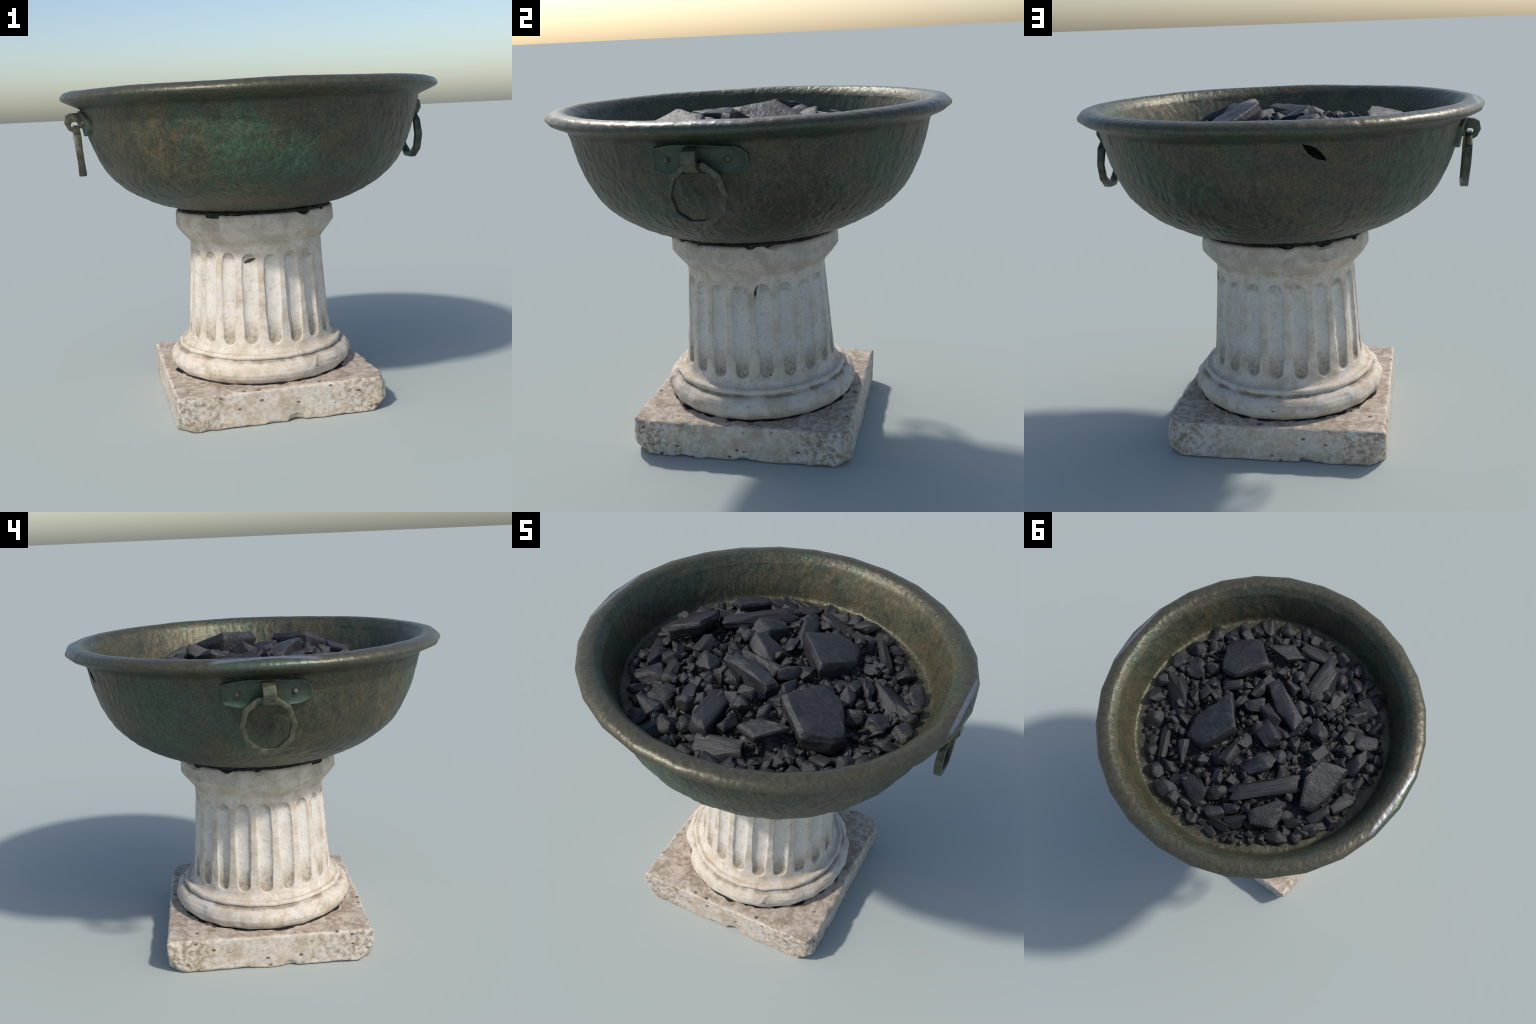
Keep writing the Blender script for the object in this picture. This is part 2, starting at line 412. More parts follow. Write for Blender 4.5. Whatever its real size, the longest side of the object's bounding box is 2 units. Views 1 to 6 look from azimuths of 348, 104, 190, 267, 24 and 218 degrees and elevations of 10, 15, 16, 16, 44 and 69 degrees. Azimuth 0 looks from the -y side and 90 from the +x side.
# ---------------------------------------------------------------- plinth
def build_plinth():
    H, Z = 0.549, 0.182
    nx, nz = 120, 26
    def face(o, u, v, nu, nv):
        a = np.linspace(0, 1, nu + 1)
        b = np.linspace(0, 1, nv + 1)
        A, B = np.meshgrid(a, b, indexing='ij')
        return (np.array(o) + A[..., None] * np.array(u) + B[..., None] * np.array(v)).reshape(-1, 3), nu, nv
    L = 2 * H
    sheets = [face((-H, -H, 0), (L, 0, 0), (0, 0, Z), nx, nz), face((H, -H, 0), (0, L, 0), (0, 0, Z), nx, nz),
              face((H, H, 0), (-L, 0, 0), (0, 0, Z), nx, nz), face((-H, H, 0), (0, -L, 0), (0, 0, Z), nx, nz),
              face((-H, -H, Z), (L, 0, 0), (0, L, 0), nx, nx), face((-H, H, 0), (L, 0, 0), (0, -L, 0), nx, nx)]
    V, F, base = [], [], 0
    for P, nu, nv in sheets:
        for i in range(nu):
            for j in range(nv):
                a = base + i * (nv + 1) + j
                F.append((a, a + nv + 1, a + nv + 2, a + 1))
        V.append(P)
        base += len(P)
    V = np.concatenate(V)
    def cut(n, d, rough=0.004, seed=0):
        nonlocal V
        n = np.array(n, float)
        n /= np.linalg.norm(n)
        over = V @ n - (d + rough * fbm(V * 14, 2, seed))
        V = V - np.clip(over, 0, None)[:, None] * n
    # broken vertical corners: (x sign, y sign, how much is lost)
    for sx, sy, loss, lean in ((-1, -1, 0.030, -0.45), (1, -1, 0.026, 0.15), (1, 1, 0.050, 0.25), (-1, 1, 0.034, -0.35)):
        n = Vector((sx, sy, lean)).normalized()
        corner = n.dot(Vector((sx * H, sy * H, Z if lean > 0 else 0)))
        cut(n, corner - loss, 0.006, 3 + sx + 2 * sy)
    for sx, sy in ((-1, -1), (1, -1), (1, 1), (-1, 1)):     # lower corners knocked off
        n = Vector((sx, sy, -0.9)).normalized()
        cut(n, n.dot(Vector((sx * H, sy * H, 0))) - 0.048, 0.006, 11 + sx + 2 * sy)
    # worn horizontal edges
    for ax, s in ((0, -1), (0, 1), (1, -1), (1, 1)):
        for zs, loss in ((1, 0.007), (-1, 0.005)):
            n = [0, 0, zs]
            n[ax] = s
            e = Vector((H if ax == 0 else 0, H if ax == 1 else 0, 0))
            nn = Vector(n).normalized()
            d = abs(nn[ax]) * H + (nn.z * Z if zs > 0 else 0)
            cut(n, d - loss, 0.009, 21 + ax * 5 + s + zs)
    # chips bitten out of the edges: centre, radius
    for c, r in (((0.06, -0.56, -0.012), 0.050), ((0.555, -0.26, 0.190), 0.034), ((0.56, 0.02, -0.02), 0.045), ((0.55, -0.50, 0.186), 0.045),
                 ((-0.16, 0.565, -0.014), 0.046), ((-0.55, 0.50, 0.190), 0.042), ((-0.565, -0.10, -0.012), 0.045), ((-0.555, 0.27, 0.190), 0.030),
                 ((0.30, 0.56, 0.193), 0.032), ((-0.30, -0.56, 0.193), 0.026), ((0.565, 0.36, 0.178), 0.030), ((-0.40, -0.56, -0.01), 0.03)):
        d = V - np.array(c)
        l = np.linalg.norm(d, axis=1)
        inside = l < r
        inward = -np.array(c) * (1, 1, 0) + (0, 0, 0.095 - c[2])
        inward = inward / np.linalg.norm(inward)
        push = np.where(inside, np.sqrt(np.clip(r * r - l * l, 0, None)) * 0.42, 0)
        V = V + push[:, None] * inward
    # lumpy dressed faces; the underside stays flat
    g = fbm(V * 9, 3, 41) * 0.0035 + fbm(V * 34, 2, 47) * 0.0018
    side = np.clip((np.abs(V[:, :2]).max(1) - 0.47) / 0.05, 0, 1)
    out = V * (1, 1, 0) / np.maximum(np.linalg.norm(V[:, :2], axis=1, keepdims=True), 1e-6)
    V = V + out * (g * side)[:, None]
    V[:, 2] += np.where(V[:, 2] > 0.11, g, 0)
    V[:, 2] = np.maximum(V[:, 2], 0)
    V[:, :2] = np.clip(V[:, :2], -0.553, 0.553)
    o = mesh_object('plinth', V, F, PLINTH_STONE, brazier)
    bm = bmesh.new()
    bm.from_mesh(o.data)
    bmesh.ops.remove_doubles(bm, verts=bm.verts, dist=1e-5)
    bmesh.ops.recalc_face_normals(bm, faces=bm.faces)
    bm.to_mesh(o.data)
    bm.free()
    o.data.polygons.foreach_set('use_smooth', [True] * len(o.data.polygons))

build_plinth()

# ---------------------------------------------------------------- column
FLUTES = 20
def build_column():
    base = [(0.40, 0.172), (0.462, 0.178), (0.482, 0.191), (0.500, 0.214), (0.508, 0.238), (0.502, 0.264), (0.486, 0.285),
            (0.462, 0.296), (0.449, 0.299), (0.446, 0.303), (0.451, 0.305), (0.456, 0.311), (0.456, 0.320), (0.450, 0.328), (0.441, 0.331), (0.434, 0.328), (0.427, 0.326)]
    shaft = [(0.427, 0.326), (0.411, 0.336), (0.402, 0.351), (0.398, 0.374), (0.394, 0.40), (0.381, 0.56), (0.365, 0.80), (0.361, 0.86), (0.361, 0.885)]
    cap = [(0.361, 0.885), (0.3635, 0.890), (0.371, 0.892), (0.371, 0.902), (0.377, 0.904), (0.394, 0.922), (0.414, 0.946), (0.430, 0.967), (0.4345, 0.975), (0.4335, 1.02), (0.432, 1.046),
           (0.426, 1.056), (0.41, 1.058), (0.05, 1.058)]
    segs, marks, n = [], [0], 0
    for prof in (base, shaft, cap):
        s = resample(prof, 0.0052)
        if segs:
            s = s[1:]
        segs.append(s)
        n += len(s)
        marks.append(n - 1)
    prof = np.concatenate(segs)
    # soften the control polygon a little
    for _ in range(1):
        prof[1:-1] = 0.25 * prof[:-2] + 0.5 * prof[1:-1] + 0.25 * prof[2:]
    cols = FLUTES * 34
    th = np.arange(cols) / cols * TAU
    R = np.repeat(prof[:, :1], cols, 1)
    Zz = np.repeat(prof[:, 1:], cols, 1)
    T = np.repeat(th[None], len(prof), 0)
    P = np.stack([R * np.cos(T), R * np.sin(T), Zz], -1)
    flat = P.reshape(-1, 3)
    ragged = fbm(flat * 30, 2, 5).reshape(R.shape)
    # flutes: stadium-shaped troughs between z 0.365 and 0.85
    w = TAU / FLUTES
    a = (T + w / 2) % w - w / 2
    k = np.floor((T + w / 2) / w).astype(int) % FLUTES
    frng = np.random.RandomState(3)
    lo = 0.366 + frng.uniform(-0.006, 0.006, FLUTES)[k]
    hi = 0.850 + frng.uniform(-0.008, 0.006, FLUTES)[k]
    half = 0.0375 + frng.uniform(-0.002, 0.002, FLUTES)[k]
    half = half * np.interp(Zz, (0.36, 0.44, 0.52, 0.70, 0.86), (0.92, 0.96, 1.10, 1.16, 1.0))
    s = a * R
    zc = np.clip(Zz, lo + half * 1.05, hi - half)
    d = np.hypot(s, Zz - zc) + ragged * 0.0022
    q = np.clip(1 - (d / half) ** 2, 0, None)
    depth = 0.0185 * np.sqrt(q) * np.clip(q * 6, 0, 1) ** 0.5
    # wear: broken arrises, slight unevenness, chipped capital and torus
    worn = fbm(flat * 7, 3, 9).reshape(R.shape) * 0.0030 + fbm(flat * 26, 2, 12).reshape(R.shape) * 0.0012
    chip = np.clip(fbm(flat * 8, 2, 33).reshape(R.shape) - 0.33, 0, None) * 0.055
    lip = np.clip((Zz - 0.955) / 0.02, 0, 1) * np.clip((R - 0.40) / 0.02, 0, 1)
    torus = np.clip((R - 0.47) / 0.02, 0, 1)
    R2 = R - depth + worn - chip * (lip + 0.5 * torus)
    top_chip = np.clip(fbm(flat * (11, 11, 0), 2, 71).reshape(R.shape) - 0.12, 0, None) * 0.05
    Z2 = Zz - top_chip * np.clip((Zz - 1.03) / 0.02, 0, 1) * np.clip((R - 0.385) / 0.03, 0, 1)
    # one bruised flat on the torus
    bruise = np.exp(-(((T - math.radians(218) + math.pi) % TAU - math.pi) / 0.13) ** 2) * np.exp(-((Zz - 0.245) / 0.05) ** 2) * 0.034
    capchip = np.exp(-(((T - math.radians(226) + math.pi) % TAU - math.pi) / 0.11) ** 4) * np.clip((Zz - 0.94) / 0.05, 0, 1) * np.clip((R - 0.39) / 0.02, 0, 1) * 0.026
    R2 = R2 - bruise - capchip
    S = np.stack([R2 * np.cos(T), R2 * np.sin(T), Z2], -1)
    N = grid_normals(S)
    f = facet(T, 20, 0.09)
    k = np.where(Zz < 0.336, 1.0, np.where(Zz > 0.90, 0.8, 0.0))
    scale = 1 + (f - 1) * k + 0.002 * k
    P = S * np.stack([scale, scale, np.ones_like(scale)], -1)
    grid_part('base_moulding', P, N, 0, marks[1], SHAFT_STONE, brazier)
    grid_part('fluted_shaft', P, N, marks[1], marks[2], SHAFT_STONE, brazier)
    grid_part('capital', P, N, marks[2], len(prof) - 1, SHAFT_STONE, brazier)

build_column()

def dark_ring(name, rin, rout, z0, z1, seed, ragged, sides=240):
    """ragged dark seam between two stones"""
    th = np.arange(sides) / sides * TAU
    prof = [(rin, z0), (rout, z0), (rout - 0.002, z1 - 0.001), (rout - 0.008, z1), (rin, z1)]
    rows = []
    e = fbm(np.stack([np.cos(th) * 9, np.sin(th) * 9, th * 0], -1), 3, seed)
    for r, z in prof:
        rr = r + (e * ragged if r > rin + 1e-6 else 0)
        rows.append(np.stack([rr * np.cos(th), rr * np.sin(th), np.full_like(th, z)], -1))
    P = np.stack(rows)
    return grid_part(name, P, grid_normals(P), 0, len(prof) - 1, NEAR_BLACK, brazier)

dark_ring('mortar_joint', 0.43, 0.486, 0.168, 0.184, 81, 0.022)  # occlusion shadow around the torus foot, modelled as a solid ring
dark_ring('soot_joint', 0.36, 0.416, 1.040, 1.070, 85, 0.012)

# ---------------------------------------------------------------- bowl
BODY = [(0.0005, 1.060), (0.20, 1.060), (0.36, 1.068), (0.43, 1.078), (0.523, 1.105), (0.594, 1.136), (0.650, 1.167), (0.702, 1.204), (0.754, 1.252), (0.790, 1.300),
        (0.826, 1.370), (0.855, 1.444), (0.875, 1.520), (0.889, 1.585), (0.898, 1.616)]
RIM = [(0.898, 1.616), (0.908, 1.623), (0.945, 1.639), (0.976, 1.653), (0.994, 1.663), (1.000, 1.674), (0.995, 1.688), (0.978, 1.703), (0.945, 1.711),
       (0.915, 1.708), (0.893, 1.693), (0.876, 1.674), (0.867, 1.658)]
WALL = [(0.867, 1.658), (0.849, 1.615), (0.826, 1.548), (0.809, 1.490), (0.802, 1.474), (0.792, 1.466), (0.770, 1.465)]
FLOOR = [(0.770, 1.465), (0.50, 1.465), (0.0005, 1.465)]

def body_radius(z):
    r, zz = zip(*BODY[3:])
    return float(np.interp(z, zz, r))

def build_bowl():
    segs, marks, n = [], [0], 0
    for prof, step in ((BODY, 0.0065), (RIM, 0.005), (WALL, 0.007), (FLOOR, 0.03)):
        s = smooth_profile(prof, step)
        if segs:
            s = s[1:]
        segs.append(s)
        n += len(s)
        marks.append(n - 1)
    prof = np.concatenate(segs)
    for _ in range(2):
        prof[1:-1] = 0.25 * prof[:-2] + 0.5 * prof[1:-1] + 0.25 * prof[2:]
    cols = 960
    th = np.arange(cols) / cols * TAU
    R = np.repeat(prof[:, :1], cols, 1)
    Zz = np.repeat(prof[:, 1:], cols, 1)
    T = np.repeat(th[None], len(prof), 0)
    row = np.repeat(np.arange(len(prof))[:, None], cols, 1)
    P = np.stack([R * np.cos(T), R * np.sin(T), Zz], -1)
    pr = np.gradient(prof, axis=0)
    nr = np.stack([pr[:, 1], -pr[:, 0]], -1)
    nr /= np.maximum(np.linalg.norm(nr, axis=1, keepdims=True), 1e-9)
    flat = P.reshape(-1, 3)
    # hammer marks: dents longer than wide, plus slow unevenness
    warp = np.stack([fbm(flat * 5, 2, 60), fbm(flat * 5, 2, 61), fbm(flat * 5, 2, 62)], -1) * 0.03
    ham = vnoise((flat + warp) * (62, 62, 25), 50) * 0.70 + vnoise((flat + warp) * (37, 37, 17), 51) * 0.75
    ham = ham.reshape(R.shape)
    amp = np.where(row < marks[1], 0.0036, np.where(row < marks[2], 0.0012, np.where(row < marks[3], 0.0018, 0.0006)))
    for _ in range(3):
        amp[1:-1] = (amp[:-2] + amp[1:-1] + amp[2:]) / 3
    slow = fbm(flat * 3.2, 2, 55).reshape(R.shape) * 0.003
    disp = ham * amp + slow * (R > 0.5)
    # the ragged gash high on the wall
    a, b = np.array(SLASH[0]), np.array(SLASH[1])
    t = np.clip((flat - a) @ (b - a) / ((b - a) @ (b - a)), 0, 1)
    dist = np.linalg.norm(flat - (a + t[:, None] * (b - a)), axis=1)
    gash = (np.clip(1 - dist / (0.004 + 0.014 * np.sin(t * math.pi)), 0, 1) * 0.005).reshape(R.shape)
    disp = disp - np.where(row < marks[1], gash, 0)
    # the relief shades fully, but lifts the outline only a little
    raised = ham * amp * np.where(row < marks[1], 0.55, 0.40) + slow * (R > 0.5) - np.where(row < marks[1], gash, 0)
    rimmask = np.clip((Zz - 1.60) / 0.08, 0, 1) * (R > 0.87)
    wave = rimmask * (fbm(np.stack([np.cos(T) * 2.2, np.sin(T) * 2.2, T * 0], -1).reshape(-1, 3), 2, 77).reshape(R.shape)) * 0.004
    def surface(d):
        R2 = R + d * nr[:, :1]
        return np.stack([R2 * np.cos(T), R2 * np.sin(T), Zz + d * nr[:, 1:] + wave], -1)
    N = grid_normals(surface(disp))
    S = surface(raised)
    f = facet(T, 28)
    k = np.where(row < marks[2], 1.0, 0.0) * np.clip(R / 0.5, 0, 1)
    f = f + (1 - f.mean()) * np.where(row < marks[1], 1, 0)
    scale = 1 + (f - 1) * k
    P = S * np.stack([scale, scale, np.ones_like(scale)], -1)
    P[..., :2] = np.clip(P[..., :2], -1.0, 1.0)
    bowl = grid_part('bowl_body', P, N, 0, marks[1], BRONZE, brazier)
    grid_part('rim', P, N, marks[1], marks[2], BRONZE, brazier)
    grid_part('inner_wall', P, N, marks[2], marks[3], BRONZE, brazier)
    grid_part('bowl_floor', P, N, marks[3], len(prof) - 1, BRONZE, brazier)

build_bowl()

# ---------------------------------------------------------------- ring handles (modelled on the +x side)
def bevelled(bm, offset, seg=2, angle=25):
    edges = [e for e in bm.edges if len(e.link_faces) == 2 and e.calc_face_angle(0) > math.radians(angle)]
    bmesh.ops.bevel(bm, geom=edges, offset=offset, segments=seg, affect='EDGES', profile=0.6)

def finish(bm, name, mat, parent, smooth=True):
    me = bpy.data.meshes.new(name)
    bmesh.ops.recalc_face_normals(bm, faces=bm.faces)
    bm.to_mesh(me)
    bm.free()
    me.materials.append(mat)
    me.polygons.foreach_set('use_smooth', [smooth] * len(me.polygons))
    if smooth:
        me.set_sharp_from_angle(angle=math.radians(38))
    o = bpy.data.objects.new(name, me)
    bpy.context.scene.collection.objects.link(o)
    o.parent = parent
    return o

def mount_plate(parent):
    # outline in (sideways, height), rounded ends, laid against the curve of the bowl
    W, z0, z1 = 0.205, 1.484, 1.612
    zc, hz, hx = (z0 + z1) / 2, (z1 - z0) / 2, W - 0.075
    out = []
    for k in range(72):
        t = k / 72 * TAU
        c, s = math.cos(t), math.sin(t)
        e = 0.55
        y = math.copysign(abs(c) ** e, c) * W
        z = zc + math.copysign(abs(s) ** 0.45, s) * hz
        wob = 0.003 * math.sin(3 * t + 1) + 0.0025 * math.sin(7 * t + 2)
        out.append((y + wob * c * 2, z + wob * s * 0.8 - (0.006 * (y / W) ** 2)))
    rings = [(1.0, -0.012), (1.0, 0.009), (0.985, 0.0135), (0.94, 0.014), (0.925, 0.0115), (0.6, 0.012), (0.3, 0.012), (0.02, 0.012)]
    V, F = [], []
    n = len(out)
    for sc, off in rings:
        for y, z in out:
            yy, zz = y * (1 - (1 - sc) * (0.6 if sc > 0.9 else 1)), zc + (z - zc) * (1 - (1 - sc) * (1.6 if sc > 0.9 else 1))
            r = (body_radius(zz) if off < 0 else 0.876 + 0.20 * (zz - z0)) + off
            x = math.sqrt(max(r * r - yy * yy, 0))
            V.append((x, yy, zz))
    for i in range(len(rings) - 1):
        for j in range(n):
            F.append((i * n + j, i * n + (j + 1) % n, (i + 1) * n + (j + 1) % n, (i + 1) * n + j))
    F.append(tuple((len(rings) - 1) * n + j for j in range(n)))
    return mesh_object('mount_plate', V, F, PLATE, parent)

def rivet(parent, y, z):
    bm = bmesh.new()
    bmesh.ops.create_cone(bm, cap_ends=True, segments=10, radius1=0.0155, radius2=0.011, depth=0.012)
    r = 0.876 + 0.20 * (z - 1.481) + 0.0135
    a = math.asin(y / r)
    M = Matrix.Translation((r * math.cos(a), r * math.sin(a), z)) @ Matrix.Rotation(a, 4, 'Z') @ Matrix.Rotation(math.radians(78), 4, 'Y')
    bmesh.ops.transform(bm, matrix=M, verts=bm.verts)
    bevelled(bm, 0.002)
    return finish(bm, 'rivet', RING, parent)

def sweep(path, width, thick, closed, axis, jitter, r):
    """square bar along a path in the plane across `axis`; width runs along the axis"""
    bm = bmesh.new()
    rows = []
    n = len(path)
    for i, p in enumerate(path):
        a = path[i - 1] if (closed or i) else p
        b = path[(i + 1) % n] if (closed or i < n - 1) else p
        t = (Vector(b) - Vector(a)).normalized()
        s = axis.cross(t).normalized()
        w, h = width * (1 + r.uniform(-jitter, jitter)) / 2, thick * (1 + r.uniform(-jitter, jitter)) / 2
        rows.append([bm.verts.new(Vector(p) + axis * u * w + s * v * h) for u, v in ((-1, -1), (1, -1), (1, 1), (-1, 1))])
    for i in range(n if closed else n - 1):
        A, B = rows[i], rows[(i + 1) % n]
        for k in range(4):
            bm.faces.new((A[k], A[(k + 1) % 4], B[(k + 1) % 4], B[k]))
    if not closed:
        bm.faces.new(rows[0])
        bm.faces.new(rows[-1][::-1])
    bmesh.ops.recalc_face_normals(bm, faces=bm.faces)
    return bm

def build_handle(turn, lean, xring, out, seed):
    r = random.Random(seed)
    h = empty('handle', brazier)
    mount_plate(h)
    rivet(h, -0.128, 1.548)
    rivet(h, 0.132, 1.550)
    yb = 0.012 * (1 if turn else -0.6)
    # hooked bracket: side profile (outward, height), pulled sideways
    hook = [(0.866, 1.606), (0.950, 1.602), (0.972, 1.592), (0.980, 1.552), (0.962, 1.518), (0.934, 1.500), (0.918, 1.508), (0.926, 1.522),
            (0.946, 1.534), (0.947, 1.548), (0.938, 1.557), (0.918, 1.557), (0.912, 1.545), (0.906, 1.525), (0.866, 1.520)]
    bm = bmesh.new()
    vs = [bm.verts.new((x + out, yb - 0.030 + r.uniform(-0.002, 0.002), z)) for x, z in hook]
    f = bm.faces.new(vs)
    ext = bmesh.ops.extrude_face_region(bm, geom=[f])
    bmesh.ops.translate(bm, vec=(0, 0.060, 0), verts=[g for g in ext['geom'] if isinstance(g, bmesh.types.BMVert)])
    bmesh.ops.recalc_face_normals(bm, faces=bm.faces)
    bevelled(bm, 0.003)
    finish(bm, 'bracket', RING, h)
    sides = 10
    zc, ry, rz = 1.4085, 0.120, 0.125
    path = []
    for k in range(sides):
        t = (k + 0.45) / sides * TAU
        q = 1 + r.uniform(-0.02, 0.02)
        z = zc + math.cos(t) * rz * q
        path.append((xring + (zc + rz - z) * lean, 0.004 + math.sin(t) * ry * q, z))
    bm = sweep(path, 0.038, 0.0285, True, Vector((1, 0, 0)), 0.12, r)
    bevelled(bm, 0.008)
    finish(bm, 'ring', RING, h)
    h.rotation_euler = (0, 0, turn)
    return h

build_handle(0.0, 0.02, 0.924, 0.0, 4)
build_handle(math.pi, -0.07, 0.927, 0.004, 9)

# ---------------------------------------------------------------- coal
FLOOR_Z = 1.465
coal_pile = empty('coal_pile', None, (0, 0, FLOOR_Z))
coal_pile['label'] = 'heap of broken black charcoal lumps and rubble'
coal_pile['category'] = 'coal'

def pile_top(r):
    return 1.655 - 0.160 * (min(r, 0.78) / 0.72) ** 3

def hull_mesh(name, pts, bevel, rough, cuts, seed, mat=None):
    bm = bmesh.new()
    for p in pts:
        bm.verts.new(p)
    res = bmesh.ops.convex_hull(bm, input=bm.verts)
    junk = list({g for g in res['geom_interior'] + res['geom_unused'] if isinstance(g, bmesh.types.BMVert)})
    bmesh.ops.delete(bm, geom=junk, context='VERTS')
    bmesh.ops.dissolve_limit(bm, angle_limit=math.radians(14), verts=bm.verts, edges=bm.edges)
    bmesh.ops.bevel(bm, geom=list(bm.edges), offset=bevel, segments=1, affect='EDGES', clamp_overlap=True)
    bmesh.ops.triangulate(bm, faces=bm.faces)
    if cuts:
        bmesh.ops.subdivide_edges(bm, edges=bm.edges, cuts=cuts, use_grid_fill=True)
    bmesh.ops.recalc_face_normals(bm, faces=bm.faces)
    bm.normal_update()
    if rough:
        co = np.array([v.co[:] for v in bm.verts])
        n = np.array([v.normal[:] for v in bm.verts])
        d = fbm(co * 3.1 + seed * 5.7, 2, seed) * rough + fbm(co * 9 + seed, 2, seed + 5) * rough * 0.35
        for v, c in zip(bm.verts, co + n * d[:, None]):
            v.co = c
    me = bpy.data.meshes.new(name)
    bm.to_mesh(me)
    bm.free()
    me.materials.append(mat or COAL)
    me.polygons.foreach_set('use_smooth', [True] * len(me.polygons))
    me.set_sharp_from_angle(angle=math.radians(48))
    return me

def block_points(r):
    pts = []
    for sx in (-1, 1):
        for sy in (-1, 1):
            for sz in (-1, 1):
                p = [0.5 * sx * r.uniform(0.55, 1), 0.5 * sy * r.uniform(0.5, 1), 0.5 * sz * r.uniform(0.5, 1)]
                if r.random() < 0.45:       # a corner knocked off
                    k = r.randrange(3)
                    q = list(p)
                    q[k] *= 0.45
                    p[(k + 1) % 3] *= 0.55
                    pts.append(q)
                if r.random() < 0.85:
                    pts.append(p)
    return pts

def lump_points(r):
    pts = []
    for _ in range(r.randint(11, 15)):
        v = Vector((r.gauss(0, 1), r.gauss(0, 1), r.gauss(0, 1))).normalized()
        m = max(abs(c) for c in v)
        v = v * (0.55 + 0.45 * (1 / m - 1) * 0.5) * 0.5 / 0.62 * r.uniform(0.9, 1.05)
        pts.append(v)
    for ax in range(3):
        for s in (-1, 1):
            p = [r.uniform(-0.18, 0.18) for _ in range(3)]
            p[ax] = 0.5 * s
            pts.append(p)
    return pts

mrng = random.Random(21)
BLOCKS = [hull_mesh('coal_block', block_points(mrng), mrng.uniform(0.02, 0.05), 0.075, 2, 100 + k) for k in range(12)]
LUMPS = [hull_mesh('coal_lump', lump_points(mrng), mrng.uniform(0.02, 0.06), 0.085, 2, 200 + k) for k in range(12)]

lumps = []
taken = []      # (x, y, radius) of what already lies on the heap

def lay(mesh, x, y, z, size, yaw, tilt=(0, 0), name='coal_lump'):
    o = bpy.data.objects.new(name, mesh)
    bpy.context.scene.collection.objects.link(o)
    o.parent = coal_pile
    o.location = (x, y, z - FLOOR_Z)
    o.scale = size
    o.rotation_euler = (Matrix.Rotation(yaw, 3, 'Z') @ Matrix.Rotation(tilt[0], 3, 'Y') @ Matrix.Rotation(tilt[1], 3, 'X')).to_euler()
    lumps.append(o)
    return o

# the big split slabs: footprint corners, mean top height, slope of the top, thickness
SLABS = [
    ([(0.521, -0.323), (0.468, -0.395), (0.340, -0.462), (0.171, -0.317), (0.300, -0.136), (0.415, -0.142)], 1.632, (-0.34, 0.10), 0.10),
    ([(0.322, 0.342), (0.355, 0.193), (0.243, -0.027), (0.070, 0.152), (0.190, 0.349)], 1.650, (-0.33, -0.20), 0.13),
    ([(0.112, -0.216), (0.074, -0.285), (-0.211, -0.150), (-0.207, -0.056), (-0.052, -0.092)], 1.650, (0.05, -0.10), 0.090),
    ([(0.284, -0.443), (0.149, -0.560), (0.040, -0.520), (0.120, -0.437)], 1.606, (0.05, 0.20), 0.035),
    ([(-0.500, 0.310), (-0.436, 0.153), (-0.455, 0.010), (-0.610, -0.045), (-0.613, 0.150), (-0.572, 0.276)], 1.618, (0.42, -0.25), 0.085),
    ([(-0.266, 0.500), (-0.390, 0.340), (-0.459, 0.405), (-0.455, 0.500), (-0.320, 0.560)], 1.590, (0.10, -0.25), 0.050),
]
for k, (foot, z0, (gx, gy), th) in enumerate(SLABS):
    cx = sum(p[0] for p in foot) / len(foot)
    cy = sum(p[1] for p in foot) / len(foot)
    size = max(math.hypot(x - cx, y - cy) for x, y in foot)
    pts = []
    r = random.Random(50 + k)
    for x, y in foot:
        dx, dy = (x - cx) / size, (y - cy) / size
        zt = (gx * (x - cx) + gy * (y - cy)) / size
        s = r.uniform(0.90, 0.96)
        pts.append((dx * s, dy * s, zt + r.uniform(-0.02, 0.02)))
        pts.append((dx * 1.02, dy * 1.02, zt - 0.30 * th / size))
        s = r.uniform(0.82, 1.0)
        pts.append((dx * s, dy * s, zt - th / size))
    if k == 2:      # a ridge along the long splinter
        pts += [(0.35, -0.24, 0.10), (-0.45, 0.10, 0.10)]
    me = hull_mesh('coal_slab', pts, 0.016, 0.040, 4, 300 + k)
    lay(me, cx, cy, z0, (size,) * 3, 0.0, name='coal_slab')
    taken.append((cx, cy, size * 0.80))

